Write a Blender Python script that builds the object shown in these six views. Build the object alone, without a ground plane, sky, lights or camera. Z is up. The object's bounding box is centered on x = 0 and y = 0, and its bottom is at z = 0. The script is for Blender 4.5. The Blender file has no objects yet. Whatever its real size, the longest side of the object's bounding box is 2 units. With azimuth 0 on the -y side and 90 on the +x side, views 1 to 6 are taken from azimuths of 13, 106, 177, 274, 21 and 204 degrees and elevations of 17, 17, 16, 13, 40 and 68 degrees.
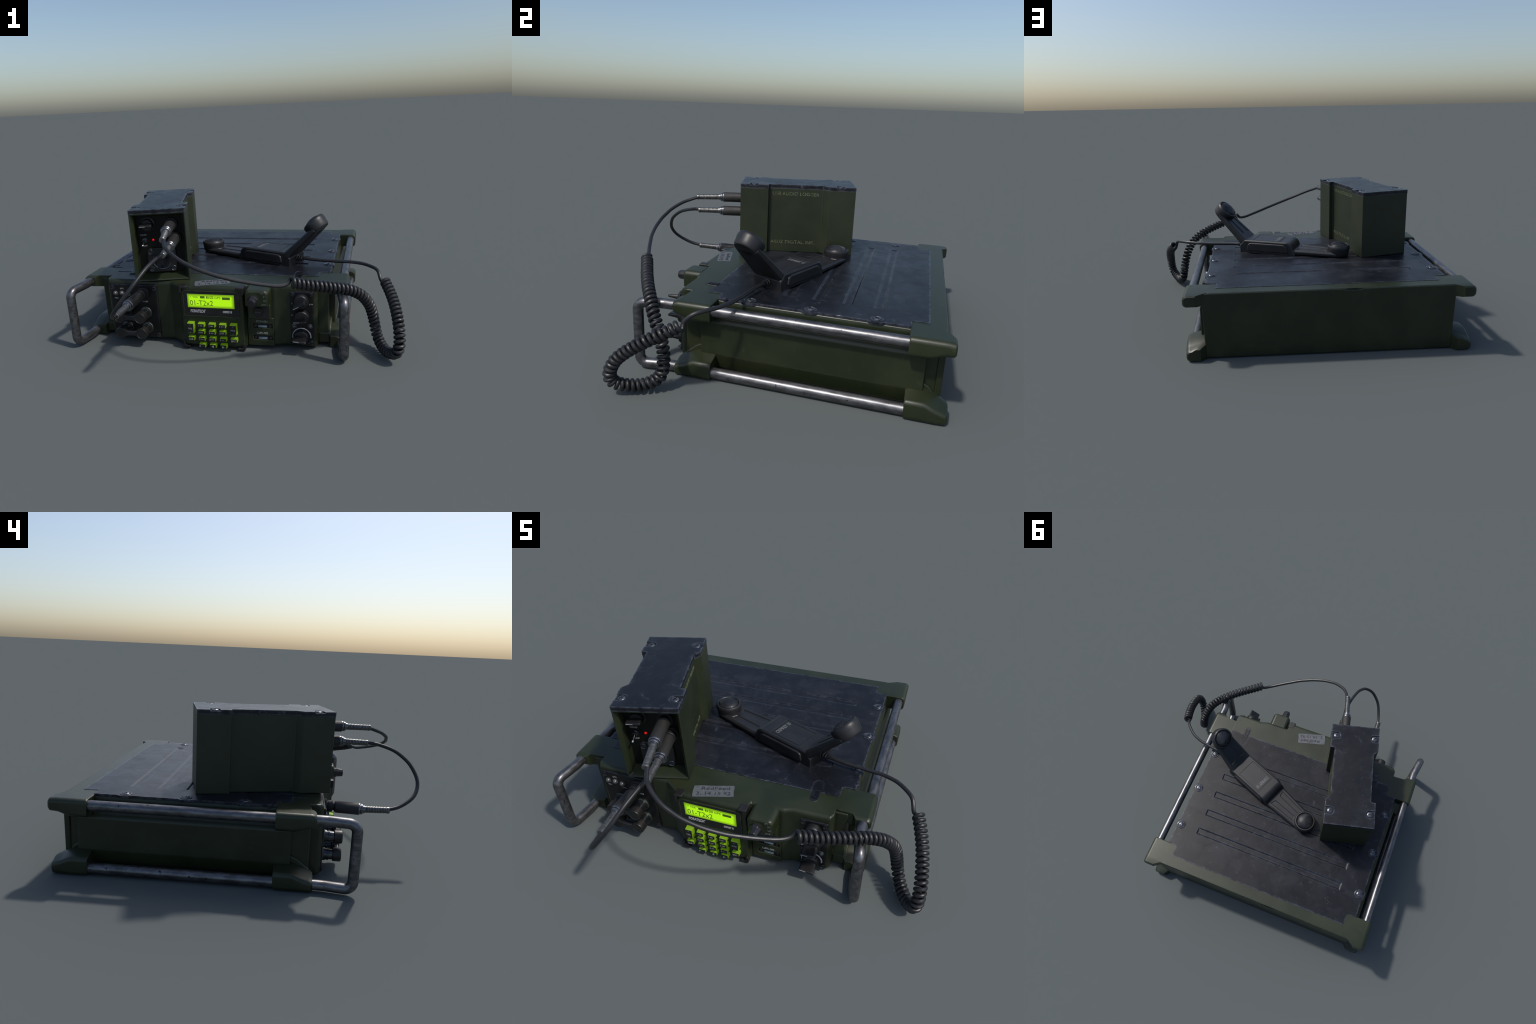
# Military manpack radio with an audio logger box, a handset on a coiled cord and a patch cable.
import bpy, bmesh, math, random
from mathutils import Matrix, Vector, Euler
import numpy as np

random.seed(7)
SC = bpy.context.scene
COL = SC.collection
CX = -0.155                      # mirror plane of the radio
def mx(x): return 2 * CX - x

# ------------------------------------------------------------------ materials
class NT:
    def __init__(s, name):
        s.m = bpy.data.materials.new(name); s.m.use_nodes = True
        s.t = s.m.node_tree; s.b = s.t.nodes["Principled BSDF"]
    def n(s, kind, **kw):
        x = s.t.nodes.new(kind)
        for k, v in kw.items(): setattr(x, k, v)
        return x
    def l(s, a, b): s.t.links.new(a, b)
    def val(s, sock, v): sock.default_value = v
    def noise(s, scale, detail=4, rough=0.55, vec=None, dist=0.0):
        x = s.n("ShaderNodeTexNoise"); x.inputs["Scale"].default_value = scale
        x.inputs["Detail"].default_value = detail; x.inputs["Roughness"].default_value = rough
        x.inputs["Distortion"].default_value = dist
        if vec is not None: s.l(vec, x.inputs["Vector"])
        return x.outputs["Fac"]
    def ramp(s, fac, stops):
        r = s.n("ShaderNodeValToRGB"); e = r.color_ramp.elements
        while len(e) < len(stops): e.new(0.5)
        for el, (p, c) in zip(e, stops):
            el.position = p; el.color = (*c, 1) if len(c) == 3 else c
        s.l(fac, r.inputs["Fac"]); return r.outputs["Color"]
    def mask(s, fac, a, b):
        r = s.n("ShaderNodeMapRange"); r.inputs["From Min"].default_value = a; r.inputs["From Max"].default_value = b
        r.interpolation_type = 'SMOOTHSTEP'; s.l(fac, r.inputs["Value"]); return r.outputs["Result"]
    def mix(s, fac, a, b):
        x = s.n("ShaderNodeMix", data_type='RGBA')
        if hasattr(fac, "links"): s.l(fac, x.inputs["Factor"])
        else: x.inputs["Factor"].default_value = fac
        for sock, v in ((x.inputs["A"], a), (x.inputs["B"], b)):
            sock = [i for i in x.inputs if i.type == 'RGBA'][0 if v is a else 1]
            if hasattr(v, "links"): s.l(v, sock)
            else: sock.default_value = (*v, 1)
        return [o for o in x.outputs if o.type == 'RGBA'][0]
    def math(s, op, a, b=0.0):
        x = s.n("ShaderNodeMath", operation=op)
        for i, v in enumerate((a, b)):
            if hasattr(v, "links"): s.l(v, x.inputs[i])
            else: x.inputs[i].default_value = v
        return x.outputs[0]
    def obj(s, scale=(1, 1, 1)):
        c = s.n("ShaderNodeTexCoord").outputs["Object"]
        m = s.n("ShaderNodeMapping"); m.inputs["Scale"].default_value = scale
        s.l(c, m.inputs["Vector"]); return m.outputs["Vector"]
    def edges(s, radius):
        bv = s.n("ShaderNodeBevel", samples=4); bv.inputs["Radius"].default_value = radius
        g = s.n("ShaderNodeNewGeometry")
        d = s.n("ShaderNodeVectorMath", operation='DOT_PRODUCT')
        s.l(bv.outputs["Normal"], d.inputs[0]); s.l(g.outputs["Normal"], d.inputs[1])
        return s.math('SUBTRACT', 1.0, d.outputs["Value"])
    def bump(s, h, strength, dist):
        b = s.n("ShaderNodeBump"); b.inputs["Strength"].default_value = strength; b.inputs["Distance"].default_value = dist
        s.l(h, b.inputs["Height"]); s.l(b.outputs["Normal"], s.b.inputs["Normal"])
    def set(s, **kw):
        for k, v in kw.items():
            k = {"col": "Base Color", "rough": "Roughness", "metal": "Metallic", "spec": "Specular IOR Level",
                 "emit": "Emission Color", "estr": "Emission Strength", "coat": "Coat Weight", "trans": "Transmission Weight"}[k]
            if hasattr(v, "links"): s.l(v, s.b.inputs[k])
            elif isinstance(v, tuple): s.b.inputs[k].default_value = (*v, 1)
            else: s.b.inputs[k].default_value = v
        return s

def paint(name, a, b, wear, rough=0.42, wear_amt=1.0, seed=0.0):
    """matt vehicle paint: cloudy tone, faint streaks, rubbed edges broken up by noise"""
    t = NT(name); v = t.obj()
    big = t.noise(4.5, 6, 0.6, v, 0.3); fine = t.noise(55, 4, 0.6, v)
    col = t.mix(t.mask(big, 0.38, 0.66), a, b)
    spots = t.mask(t.noise(24, 7, 0.68, v), 0.60, 0.74)
    col = t.mix(t.math('MULTIPLY', spots, 0.35), col, wear)
    e = t.mask(t.edges(0.010), 0.02, 0.22)
    e = t.math('MULTIPLY', e, t.mask(t.noise(38, 6, 0.7, v), 0.42, 0.68))
    col = t.mix(t.math('MULTIPLY', e, wear_amt), col, wear)
    r = t.math('ADD', t.math('MULTIPLY', big, 0.16), rough - 0.08)
    t.set(col=col, rough=t.math('ADD', r, t.math('MULTIPLY', fine, 0.08)), spec=0.5)
    t.bump(t.noise(420, 3, 0.6, v), 0.12, 0.001)
    return t.m

def worn_plate(name, base, pale, bright, metal_edge=0.6, spec=0.5):
    """dark anodised sheet: dusty blotches, scuffs, bright rubbed edges"""
    t = NT(name); v = t.obj()
    cloud = t.mask(t.noise(6, 9, 0.7, v, 0.5), 0.42, 0.70)
    spots = t.mask(t.noise(22, 6, 0.7, v, 0.8), 0.58, 0.76)
    scr = t.mask(t.noise(9, 8, 0.72, t.obj((1.0, 9.0, 9.0)), 0.4), 0.62, 0.74)
    col = t.mix(t.math('MULTIPLY', cloud, 0.75), base, pale)
    col = t.mix(t.math('MULTIPLY', spots, 0.26), col, bright)
    col = t.mix(t.math('MULTIPLY', scr, 0.16), col, bright)
    raw = t.edges(0.014)
    e = t.math('MULTIPLY', t.mask(raw, 0.010, 0.11), t.mask(t.noise(30, 8, 0.75, v), 0.41, 0.60))
    col = t.mix(t.math('MULTIPLY', e, 0.85), col, bright)
    if metal_edge > 0.5:        # scuffed zone a little way in from the edges
        wide = t.math('MULTIPLY', t.mask(t.edges(0.030), 0.002, 0.06), t.mask(t.noise(26, 8, 0.75, v, 0.6), 0.50, 0.66))
        col = t.mix(t.math('MULTIPLY', wide, 0.22), col, bright)
    r = t.math('SUBTRACT', 0.17, t.math('MULTIPLY', e, 0.16))
    t.set(col=col, rough=t.math('ADD', r, t.math('MULTIPLY', t.noise(8, 9, 0.74, v, 0.9), 0.42)), spec=spec, metal=t.math('MULTIPLY', e, metal_edge))
    t.bump(t.noise(260, 4, 0.6, v), 0.15, 0.001)
    return t.m

def plain(name, col, rough=0.5, metal=0.0, var=0.25, scale=30, spec=0.5, bump=0.0, emit=None, estr=0.0):
    t = NT(name); v = t.obj()
    d = tuple(c * (1 - var) for c in col); u = tuple(min(1, c * (1 + var)) for c in col)
    c = t.mix(t.mask(t.noise(scale, 5, 0.6, v), 0.35, 0.65), d, u)
    rr = t.math('ADD', t.math('MULTIPLY', t.noise(scale * 2, 3, 0.5, v), 0.14), rough - 0.07)
    t.set(col=c, rough=rr, metal=metal, spec=spec)
    if bump: t.bump(t.noise(scale * 12, 3, 0.6, v), bump, 0.001)
    if emit: t.set(emit=emit, estr=estr)
    return t.m

def steel_bar(name):
    """brushed tube: grey metal, dark pits, a little rust"""
    t = NT(name); v = t.obj()
    tone = t.noise(14, 6, 0.65, t.obj((3, 1, 3)))
    col = t.mix(t.mask(tone, 0.35, 0.65), (0.10, 0.10, 0.105), (0.19, 0.19, 0.20))
    pit = t.mask(t.noise(34, 4, 0.6, v), 0.66, 0.70)
    col = t.mix(pit, col, (0.035, 0.03, 0.028))
    rust = t.mask(t.noise(6.5, 7, 0.7, v), 0.62, 0.72)
    col = t.mix(t.math('MULTIPLY', rust, 0.5), col, (0.11, 0.060, 0.048))
    t.set(col=col, metal=0.85, rough=t.math('ADD', 0.26, t.math('MULTIPLY', tone, 0.22)))
    t.bump(t.noise(300, 3, 0.5, v), 0.08, 0.001)
    return t.m

M_GREEN = paint("olive_green_paint", (0.0132, 0.0190, 0.0070), (0.0206, 0.0266, 0.0108), (0.070, 0.070, 0.048), rough=0.37)
M_GREEN_LOG = paint("logger_green_paint", (0.0128, 0.0186, 0.0070), (0.0190, 0.0250, 0.0105), (0.055, 0.056, 0.042), rough=0.44)
M_LID = worn_plate("worn_black_plate", (0.0060, 0.0068, 0.0100), (0.020, 0.0215, 0.0275), (0.17, 0.19, 0.235), spec=0.32)  # base tinted cooler to offset the warm sun sheen seen from above
M_PANEL = worn_plate("dark_panel", (0.0050, 0.0052, 0.0060), (0.009, 0.009, 0.011), (0.06, 0.065, 0.08), 0.3, 0.35)
M_PANEL_LOG = worn_plate("logger_panel_near_black", (0.0035, 0.0042, 0.0035), (0.006, 0.007, 0.006), (0.025, 0.028, 0.028), 0.0, 0.22)  # near-black tone, darker and less glossy than dark_panel
M_STEEL = steel_bar("worn_steel_tube")
M_RUBBER = plain("black_rubber", (0.014, 0.014, 0.0155), rough=0.42, var=0.12, scale=18, bump=0.08)
M_CORD = plain("cord_rubber", (0.013, 0.013, 0.015), rough=0.44, var=0.1, scale=20)
M_GRIP = plain("plug_grip_rubber", (0.019, 0.018, 0.0175), rough=0.6, var=0.12, scale=18)
M_PLASTIC = plain("black_plastic", (0.009, 0.009, 0.010), rough=0.42, var=0.25, scale=14, bump=0.06)
M_HANDSET = plain("handset_plastic", (0.013, 0.013, 0.0145), rough=0.44, var=0.22, scale=11, bump=0.08)
M_CAP = plain("brown_black_cap", (0.0125, 0.0115, 0.0105), rough=0.45, var=0.2, scale=25)
M_DARK = plain("recess_black", (0.006, 0.006, 0.007), rough=0.6, var=0.1)
M_CHROME = plain("bright_metal", (0.46, 0.47, 0.49), rough=0.25, metal=1.0, var=0.2)
M_GUNMETAL = plain("dark_metal", (0.085, 0.09, 0.10), rough=0.28, metal=0.9, var=0.25)
M_COLLAR = plain("collar_metal", (0.17, 0.175, 0.19), rough=0.28, metal=0.9, var=0.2)
M_SPRING = plain("spring_metal", (0.15, 0.148, 0.146), rough=0.36, metal=0.75, var=0.25, scale=60)
M_SCREW = plain("screw_metal", (0.13, 0.135, 0.15), rough=0.34, metal=0.8, var=0.35, scale=50)
M_LIME = plain("lime_key_rubber", (0.175, 0.315, 0.012), rough=0.5, var=0.08, emit=(0.24, 0.5, 0.01), estr=0.10)
M_KNOB = plain("glossy_dark_knob", (0.012, 0.012, 0.014), rough=0.33, var=0.15, scale=20)
M_RING = plain("lime_ring", (0.034, 0.056, 0.008), rough=0.5, var=0.1)
M_KEYFACE = plain("key_face", (0.010, 0.010, 0.011), rough=0.4, var=0.1)
M_LEDDOME = plain("lamp_dome", (0.10, 0.10, 0.10), rough=0.25, metal=0.35, var=0.3, scale=60)
M_RED = plain("red_lamp", (0.25, 0.003, 0.003), rough=0.4, var=0.05, emit=(1.0, 0.004, 0.004), estr=0.36)
M_TEXT = plain("pale_lettering", (0.30, 0.31, 0.30), rough=0.6, var=0.3, scale=120)
M_TEXTDIM = plain("faded_lettering", (0.125, 0.13, 0.13), rough=0.6, var=0.4, scale=120)
M_TEXTW = plain("white_lettering", (0.42, 0.42, 0.43), rough=0.6, var=0.2, scale=120)
M_TEXTGREEN = plain("green_lettering", (0.10, 0.115, 0.06), rough=0.6, var=0.5, scale=60)
M_INK = plain("marker_ink", (0.022, 0.024, 0.028), rough=0.7, var=0.3, scale=80)
M_LCDINK = plain("display_ink", (0.03, 0.06, 0.005), rough=0.6, var=0.05, emit=(0.06, 0.13, 0.005), estr=0.55)
M_CONTACT = plain("contact_strip", (0.20, 0.26, 0.28), rough=0.4, var=0.35, scale=80)
M_BRASS = plain("brown_screw", (0.05, 0.034, 0.03), rough=0.4, metal=0.4, var=0.3)
M_LABEL = plain("paper_label", (0.090, 0.099, 0.108), rough=0.55, var=0.16, scale=45)

def lcd_material():
    t = NT("lime_backlit_display")
    g = t.n("ShaderNodeTexCoord").outputs["Generated"]
    sx = t.n("ShaderNodeSeparateXYZ"); t.l(g, sx.inputs[0])
    def fall(o, w):      # 0 at the border, 1 inside
        a = t.mask(o, 0.0, w); b = t.mask(t.math('SUBTRACT', 1.0, o), 0.0, w)
        return t.math('MULTIPLY', a, b)
    f = t.math('MULTIPLY', fall(sx.outputs["X"], 0.075), fall(sx.outputs["Z"], 0.24))
    c = t.mix(f, (0.13, 0.27, 0.004), (0.41, 0.83, 0.004))
    t.set(col=(0.05, 0.09, 0.005), rough=0.35, emit=c, estr=0.98)
    return t.m
M_LCD = lcd_material()

# ------------------------------------------------------------------ object helpers
WORLD = {}
def add(name, me, mat, parent=None, M=None, kind=None):
    o = bpy.data.objects.new(name, me)
    if mat is not None and len(me.materials) == 0: me.materials.append(mat)
    COL.objects.link(o)
    M = Matrix() if M is None else M.copy()
    if parent is not None:
        while parent.parent is not None and parent.parent.parent is not None: parent = parent.parent   # thing > part > sub-part
        o.parent = parent; o.matrix_parent_inverse = WORLD[parent.name].inverted()
    o.matrix_basis = M; WORLD[o.name] = M
    if kind: o["kind"] = kind
    return o
def empty(name, loc, rotz, label, category):
    o = bpy.data.objects.new(name, None); COL.objects.link(o)
    M = Matrix.Translation(loc) @ Matrix.Rotation(rotz, 4, 'Z')
    o.matrix_basis = M; WORLD[o.name] = M; o.empty_display_size = 0.1
    o["label"] = label; o["category"] = category
    return o
def finish(bm, name, angle=35):
    bmesh.ops.recalc_face_normals(bm, faces=bm.faces[:])
    me = bpy.data.meshes.new(name); bm.to_mesh(me); bm.free()
    for p in me.polygons: p.use_smooth = True
    me.set_sharp_from_angle(angle=math.radians(angle))
    return me
def bevel_mod(o, w, seg=3, angle=32):
    m = o.modifiers.new("bevel", 'BEVEL'); m.width = w; m.segments = seg; m.limit_method = 'ANGLE'
    m.angle_limit = math.radians(angle); m.harden_normals = False; m.use_clamp_overlap = True
    return o
def box_mesh(name, sx, sy, sz, taper=1.0, bevel=0.0, seg=2):
    """box centred on the origin; taper scales the +z end"""
    bm = bmesh.new()
    v = [bm.verts.new((x * sx / 2 * (taper if z > 0 else 1), y * sy / 2 * (taper if z > 0 else 1), z * sz / 2))
         for z in (-1, 1) for x, y in ((-1, -1), (1, -1), (1, 1), (-1, 1))]
    for f in ((3, 2, 1, 0), (4, 5, 6, 7), (0, 1, 5, 4), (1, 2, 6, 5), (2, 3, 7, 6), (3, 0, 4, 7)):
        bm.faces.new([v[i] for i in f])
    if bevel:
        bmesh.ops.bevel(bm, geom=bm.edges[:], offset=bevel, segments=seg, profile=0.5, affect='EDGES', clamp_overlap=True)
    return finish(bm, name)
def prism_mesh(name, pts, h0, h1, frame=None):
    """polygon pts (u,v) extruded from h0 to h1; frame maps (u,v,h) to object space"""
    F = frame or (lambda u, v, h: (u, v, h))
    bm = bmesh.new()
    a = [bm.verts.new(F(u, v, h0)) for u, v in pts]; b = [bm.verts.new(F(u, v, h1)) for u, v in pts]
    bm.faces.new(a[::-1]); bm.faces.new(b)
    n = len(pts)
    for i in range(n): bm.faces.new((a[i], a[(i + 1) % n], b[(i + 1) % n], b[i]))
    return finish(bm, name)
XZ = lambda u, v, h: (u, h, v)          # profile in the x-z plane, extruded along y
YZ = lambda u, v, h: (h, u, v)          # profile in the y-z plane, extruded along x
def loft_mesh(name, rings, cap=True):
    bm = bmesh.new(); R = [[bm.verts.new(p) for p in r] for r in rings]; n = len(rings[0])
    for a, b in zip(R, R[1:]):
        for i in range(n): bm.faces.new((a[i], a[(i + 1) % n], b[(i + 1) % n], b[i]))
    if cap: bm.faces.new(R[0][::-1]); bm.faces.new(R[-1])
    return finish(bm, name)
def lathe_mesh(name, prof, seg=28, wob=None, angle=35):
    """profile [(radius, height)] turned about z; wob(angle_index) scales radius for ribs"""
    bm = bmesh.new(); rings = []
    for r, h in prof:
        if r < 1e-6: rings.append([bm.verts.new((0, 0, h))])
        else:
            rings.append([bm.verts.new((r * (wob(i, r, h) if wob else 1) * math.cos(2 * math.pi * i / seg),
                                        r * (wob(i, r, h) if wob else 1) * math.sin(2 * math.pi * i / seg), h)) for i in range(seg)])
    for a, b in zip(rings, rings[1:]):
        for i in range(seg):
            j = (i + 1) % seg
            if len(a) == 1 and len(b) == 1: continue
            if len(a) == 1: bm.faces.new((a[0], b[i], b[j]))
            elif len(b) == 1: bm.faces.new((a[i], a[j], b[0]))
            else: bm.faces.new((a[i], a[j], b[j], b[i]))
    if len(rings[0]) > 1: bm.faces.new(rings[0][::-1])
    if len(rings[-1]) > 1: bm.faces.new(rings[-1])
    return finish(bm, name, angle)
def aim(p, d, up=(0, 0, 1)):
    """matrix with z along d and x as level as possible"""
    z = Vector(d).normalized(); u = Vector(up)
    if abs(z.dot(u)) > 0.98: u = Vector((0, 1, 0))
    x = u.cross(z).normalized(); y = z.cross(x)
    M = Matrix((x, y, z)).transposed().to_4x4(); M.translation = Vector(p); return M
FRONT = (0, -1, 0)
def spline(pts, n):
    """Catmull-Rom through pts, n samples evenly spaced along its length"""
    P = np.array(pts, float); P = np.vstack([2 * P[0] - P[1], P, 2 * P[-1] - P[-2]])
    out = []
    for i in range(1, len(P) - 2):
        t = np.linspace(0, 1, 24, endpoint=False)[:, None]
        a, b, c, d = P[i - 1], P[i], P[i + 1], P[i + 2]
        out.append(0.5 * (2 * b + (c - a) * t + (2 * a - 5 * b + 4 * c - d) * t ** 2 + (3 * b - a - 3 * c + d) * t ** 3))
    out = np.vstack(out + [P[-2][None]])
    L = np.r_[0, np.cumsum(np.linalg.norm(np.diff(out, axis=0), axis=1))]
    s = np.linspace(0, L[-1], n)
    return np.stack([np.interp(s, L, out[:, i]) for i in range(3)], 1)
def smooth(P, k):
    for _ in range(k):
        Q = P.copy(); Q[1:-1] = 0.25 * P[:-2] + 0.5 * P[1:-1] + 0.25 * P[2:]; P = Q
    return P
def frames(P):
    T = np.gradient(P, axis=0); T /= np.linalg.norm(T, axis=1)[:, None]
    a = np.array((0, 0, 1.0)); a = a if abs(T[0] @ a) < 0.9 else np.array((1.0, 0, 0))
    N = [np.cross(T[0], a)]; N[0] /= np.linalg.norm(N[0])
    for t in T[1:]:
        v = N[-1] - t * (N[-1] @ t); N.append(v / np.linalg.norm(v))
    N = np.array(N); return T, N, np.cross(T, N)
def tube_mesh(name, P, r, sides=12):
    P = np.array(P, float); T, N, Bn = frames(P); r = np.broadcast_to(r, (len(P),))
    ang = np.arange(sides) * 2 * math.pi / sides
    rings = [[tuple(P[i] + r[i] * (math.cos(a) * N[i] + math.sin(a) * Bn[i])) for a in ang] for i in range(len(P))]
    me = loft_mesh(name, rings); return me
def round_path(corners, rad, step=7):
    """polyline with filleted corners"""
    out = [Vector(corners[0])]
    for a, b, c in zip(corners, corners[1:], corners[2:]):
        a, b, c = Vector(a), Vector(b), Vector(c); u = (a - b).normalized(); v = (c - b).normalized()
        half = u.angle(v) / 2; d = rad / math.tan(half)
        p, q = b + u * d, b + v * d
        ctr = b + (u + v).normalized() * (rad / math.sin(half))
        for i in range(step + 1):
            k = i / step; w = (p - ctr).slerp(q - ctr, k, (p - ctr)); out.append(ctr + w.normalized() * rad)
    out.append(Vector(corners[-1])); return [tuple(p) for p in out]
def baked(o):
    """apply the modifiers of o"""
    dg = bpy.context.evaluated_depsgraph_get(); dg.update()
    me = bpy.data.meshes.new_from_object(o.evaluated_get(dg)); o.modifiers.clear(); o.data = me
    return o
def cut(o, cutters):
    """boolean difference with temporary cutter objects (already in world space)"""
    for c in cutters:
        m = o.modifiers.new("cut", 'BOOLEAN'); m.operation = 'DIFFERENCE'; m.object = c; m.solver = 'EXACT'
    baked(o)
    for c in cutters:
        me = c.data; bpy.data.objects.remove(c); bpy.data.meshes.remove(me)
    for p in o.data.polygons: p.use_smooth = True
    o.data.set_sharp_from_angle(angle=math.radians(35))
    return o
def tmp(me, M=None):
    o = bpy.data.objects.new("cutter", me); COL.objects.link(o); o.matrix_world = M or Matrix(); return o

def text_mesh(items, name, extrude=0.0007, bold=0.0):
    """items: (string, height of capitals, matrix, max width or None, align) -> one joined mesh"""
    bm = bmesh.new()
    for s, h, M, width, align in items:
        cu = bpy.data.curves.new("t", 'FONT'); cu.body = s; cu.size = h / 0.72; cu.extrude = extrude
        cu.offset = bold * h; cu.align_x = align; cu.align_y = 'CENTER'; cu.resolution_u = 3
        o = bpy.data.objects.new("t", cu); COL.objects.link(o)
        dg = bpy.context.evaluated_depsgraph_get(); dg.update()
        me = bpy.data.meshes.new_from_object(o.evaluated_get(dg))
        if len(me.vertices):
            xs = [v.co.x for v in me.vertices]; w = max(xs) - min(xs)
            k = width / w if width else 1.0
            ys = [v.co.y for v in me.vertices]; cy = (max(ys) + min(ys)) / 2
            me.transform(M @ Matrix.Diagonal((k, 1, 1, 1)) @ Matrix.Translation((0, -cy, 0)))
            bm.from_mesh(me)
        bpy.data.objects.remove(o); bpy.data.curves.remove(cu); bpy.data.meshes.remove(me)
    me = bpy.data.meshes.new(name); bm.to_mesh(me); bm.free(); return me
def front_text(x, y, z):   # text readable from the front (-y)
    return Matrix.Translation((x, y, z)) @ Matrix.Rotation(math.pi / 2, 4, 'X')

def cross_screw_mesh(name, r, dome):
    o = tmp(lathe_mesh(name, [(r, -0.008), (r, dome * 0.35), (r * 0.86, dome * 0.72), (r * 0.5, dome * 0.95), (0, dome)], 24))
    cs = [tmp(box_mesh("c", r * 1.25, r * 0.26, dome * 1.6), Matrix.Translation((0, 0, dome))),
          tmp(box_mesh("c", r * 0.26, r * 1.25, dome * 1.6), Matrix.Translation((0, 0, dome)))]
    cut(o, cs); me = o.data; bpy.data.objects.remove(o); return me

# ================================================================== RADIO
radio = empty("manpack_radio", (CX, 0.27, 0.0), 0.0, "olive green military field radio with steel carrying bars and lime keypad", "military radio")

# -- case: cross-section in x-z, extruded along y
def section(half, top, zt, zb, half_t, half_b):
    r = [(0.700, 0.007), (0.729, 0.028), (0.753, 0.112), (0.753, 0.284), (0.744, 0.301), (0.728, 0.317), (0.724, 0.345), (0.726, 0.374), (0.721, 0.3945)]
    return [(CX + x, z) for x, z in r] + [(CX - x, z) for x, z in r[::-1]]
o = add("case", prism_mesh("case", section(0.706, 0, 0.392, 0.014, 0.700, 0.655), -0.250, 0.840, XZ), M_GREEN, radio); bevel_mod(o, 0.006, 3, 12)
o = add("case_core", prism_mesh("case_core", [(CX - 0.690, 0.016), (CX + 0.690, 0.016), (CX + 0.720, 0.05), (CX + 0.720, 0.39), (CX - 0.720, 0.39), (CX - 0.720, 0.05)], -0.344, 0.900, XZ), M_GREEN, radio)
bevel_mod(o, 0.006)
o = add("rear_wall", prism_mesh("rear_wall", [(CX - 0.724, 0.004), (CX + 0.724, 0.004), (CX + 0.734, 0.401), (CX - 0.734, 0.401)], 0.890, 0.921, XZ), M_GREEN, radio); bevel_mod(o, 0.007)

for side in (1, -1):          # sloping webs where the lower brackets meet the case
    for pts in ([(-0.346, 0.02), (-0.246, 0.02), (-0.246, 0.150), (-0.285, 0.134), (-0.346, 0.082)], [(0.836, 0.02), (0.897, 0.02), (0.897, 0.092), (0.868, 0.128), (0.836, 0.146)]):
        w0, w1 = CX + side * 0.66, CX + side * 0.734
        o = add("bracket_web", prism_mesh("bracket_web", pts if side > 0 else pts[::-1], w0, w1, YZ), M_GREEN, radio); bevel_mod(o, 0.006, 2)
# -- front casting: plan outline with the stepped, slanted front
plan = [(0.500, -0.162), (0.506, -0.385), (0.492, -0.409), (0.306, -0.409), (0.266, -0.424), (0.254, -0.4265),
        (0.092, -0.4265), (0.082, -0.478), (-0.296, -0.478), (-0.322, -0.452), (-0.388, -0.409), (-0.796, -0.409),
        (-0.814, -0.388), (-0.812, -0.162)]
ringz = [(0.016, 0.994, 0.010), (0.030, 1.0, 0.0), (0.372, 1.0, 0.0), (0.3950, 1.0, 0.005), (0.4030, 1.0, 0.017)]
o = add("front_casting", loft_mesh("front_casting", [[(CX + (x - CX) * (1 - 0.12 * dy), y + (dy if y < -0.3 else 0), z) for x, y in plan] for z, k, dy in ringz]), M_GREEN, radio)
bevel_mod(o, 0.007, 3, 25)
o = add("rear_deck", prism_mesh("rear_deck", [(CX + 0.700, 0.753), (CX + 0.700, 0.9185), (CX - 0.700, 0.9185), (CX - 0.700, 0.753)], 0.374, 0.4030), M_GREEN, radio); bevel_mod(o, 0.005)

# -- corner brackets (one mesh per kind, mirrored copy for the other side)
def rounded_block(name, rings):
    return loft_mesh(name, rings)
def bracket_mesh(name, upper, front, side):
    """section stations along y: (y, outer x, inner x, z low, z high) ; outer side rounded"""
    if upper and front: st = [(-0.365, .674, .606, .340, .393), (-0.356, .682, .598, .334, .4000), (-0.341, .682, .588, .330, .40285), (-0.333, .682, .480, .328, .40285), (-0.26, .682, .480, .308, .40285), (-0.176, .682, .480, .308, .40285), (-0.168, .678, .480, .311, .399)]
    elif upper: st = [(0.757, .678, .520, .310, .399), (0.765, .682, .520, .308, .40285), (0.85, .682, .520, .310, .40285), (0.900, .682, .520, .328, .40285), (0.916, .682, .560, .331, .40285), (0.945, .682, .604, .333, .4000), (0.953, .674, .612, .339, .393)]
    elif front: st = [(-0.365, .674, .578, .004, .068), (-0.356, .682, .570, .0, .076), (-0.30, .682, .545, .0, .098), (-0.26, .682, .520, .0, .116), (-0.176, .682, .520, .0, .116), (-0.168, .678, .520, .004, .112)]
    else: st = [(0.765, .678, .520, .004, .116), (0.773, .682, .520, .0, .120), (0.85, .682, .520, .0, .120), (0.900, .682, .540, .0, .098), (0.920, .680, .570, .0, .088), (0.945, .678, .590, .0, .080), (0.953, .670, .598, .006, .073)]
    rings = []
    for y, xo, xi, z0, z1 in st:
        h = z1 - z0; r = min(0.024, h * 0.36)
        ring = [(xi, z0), (xi + (xo - xi) * 0.5, z0)]
        for a in range(-90, 1, 18): ring.append((xo - r + r * math.cos(math.radians(a)), z0 + r + r * math.sin(math.radians(a))))
        zo = z1 if upper else z1 - 0.020 * min(1, h / 0.1)      # lower brackets slope down outwards
        for a in range(0, 91, 18): ring.append((xo - r + r * math.cos(math.radians(a)), zo - r + r * math.sin(math.radians(a))))
        ring += [(xi + (xo - xi) * 0.35, z1), (xi, z1)]
        rings.append([((x if side > 0 else mx(x)), y, z) for x, z in ring])
    return loft_mesh(name, rings)
for upper in (True, False):
    for front in (True, False):
        for side in (1, -1):
            add("corner_bracket", bracket_mesh("corner_bracket", upper, front, side), M_GREEN, radio)

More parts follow.
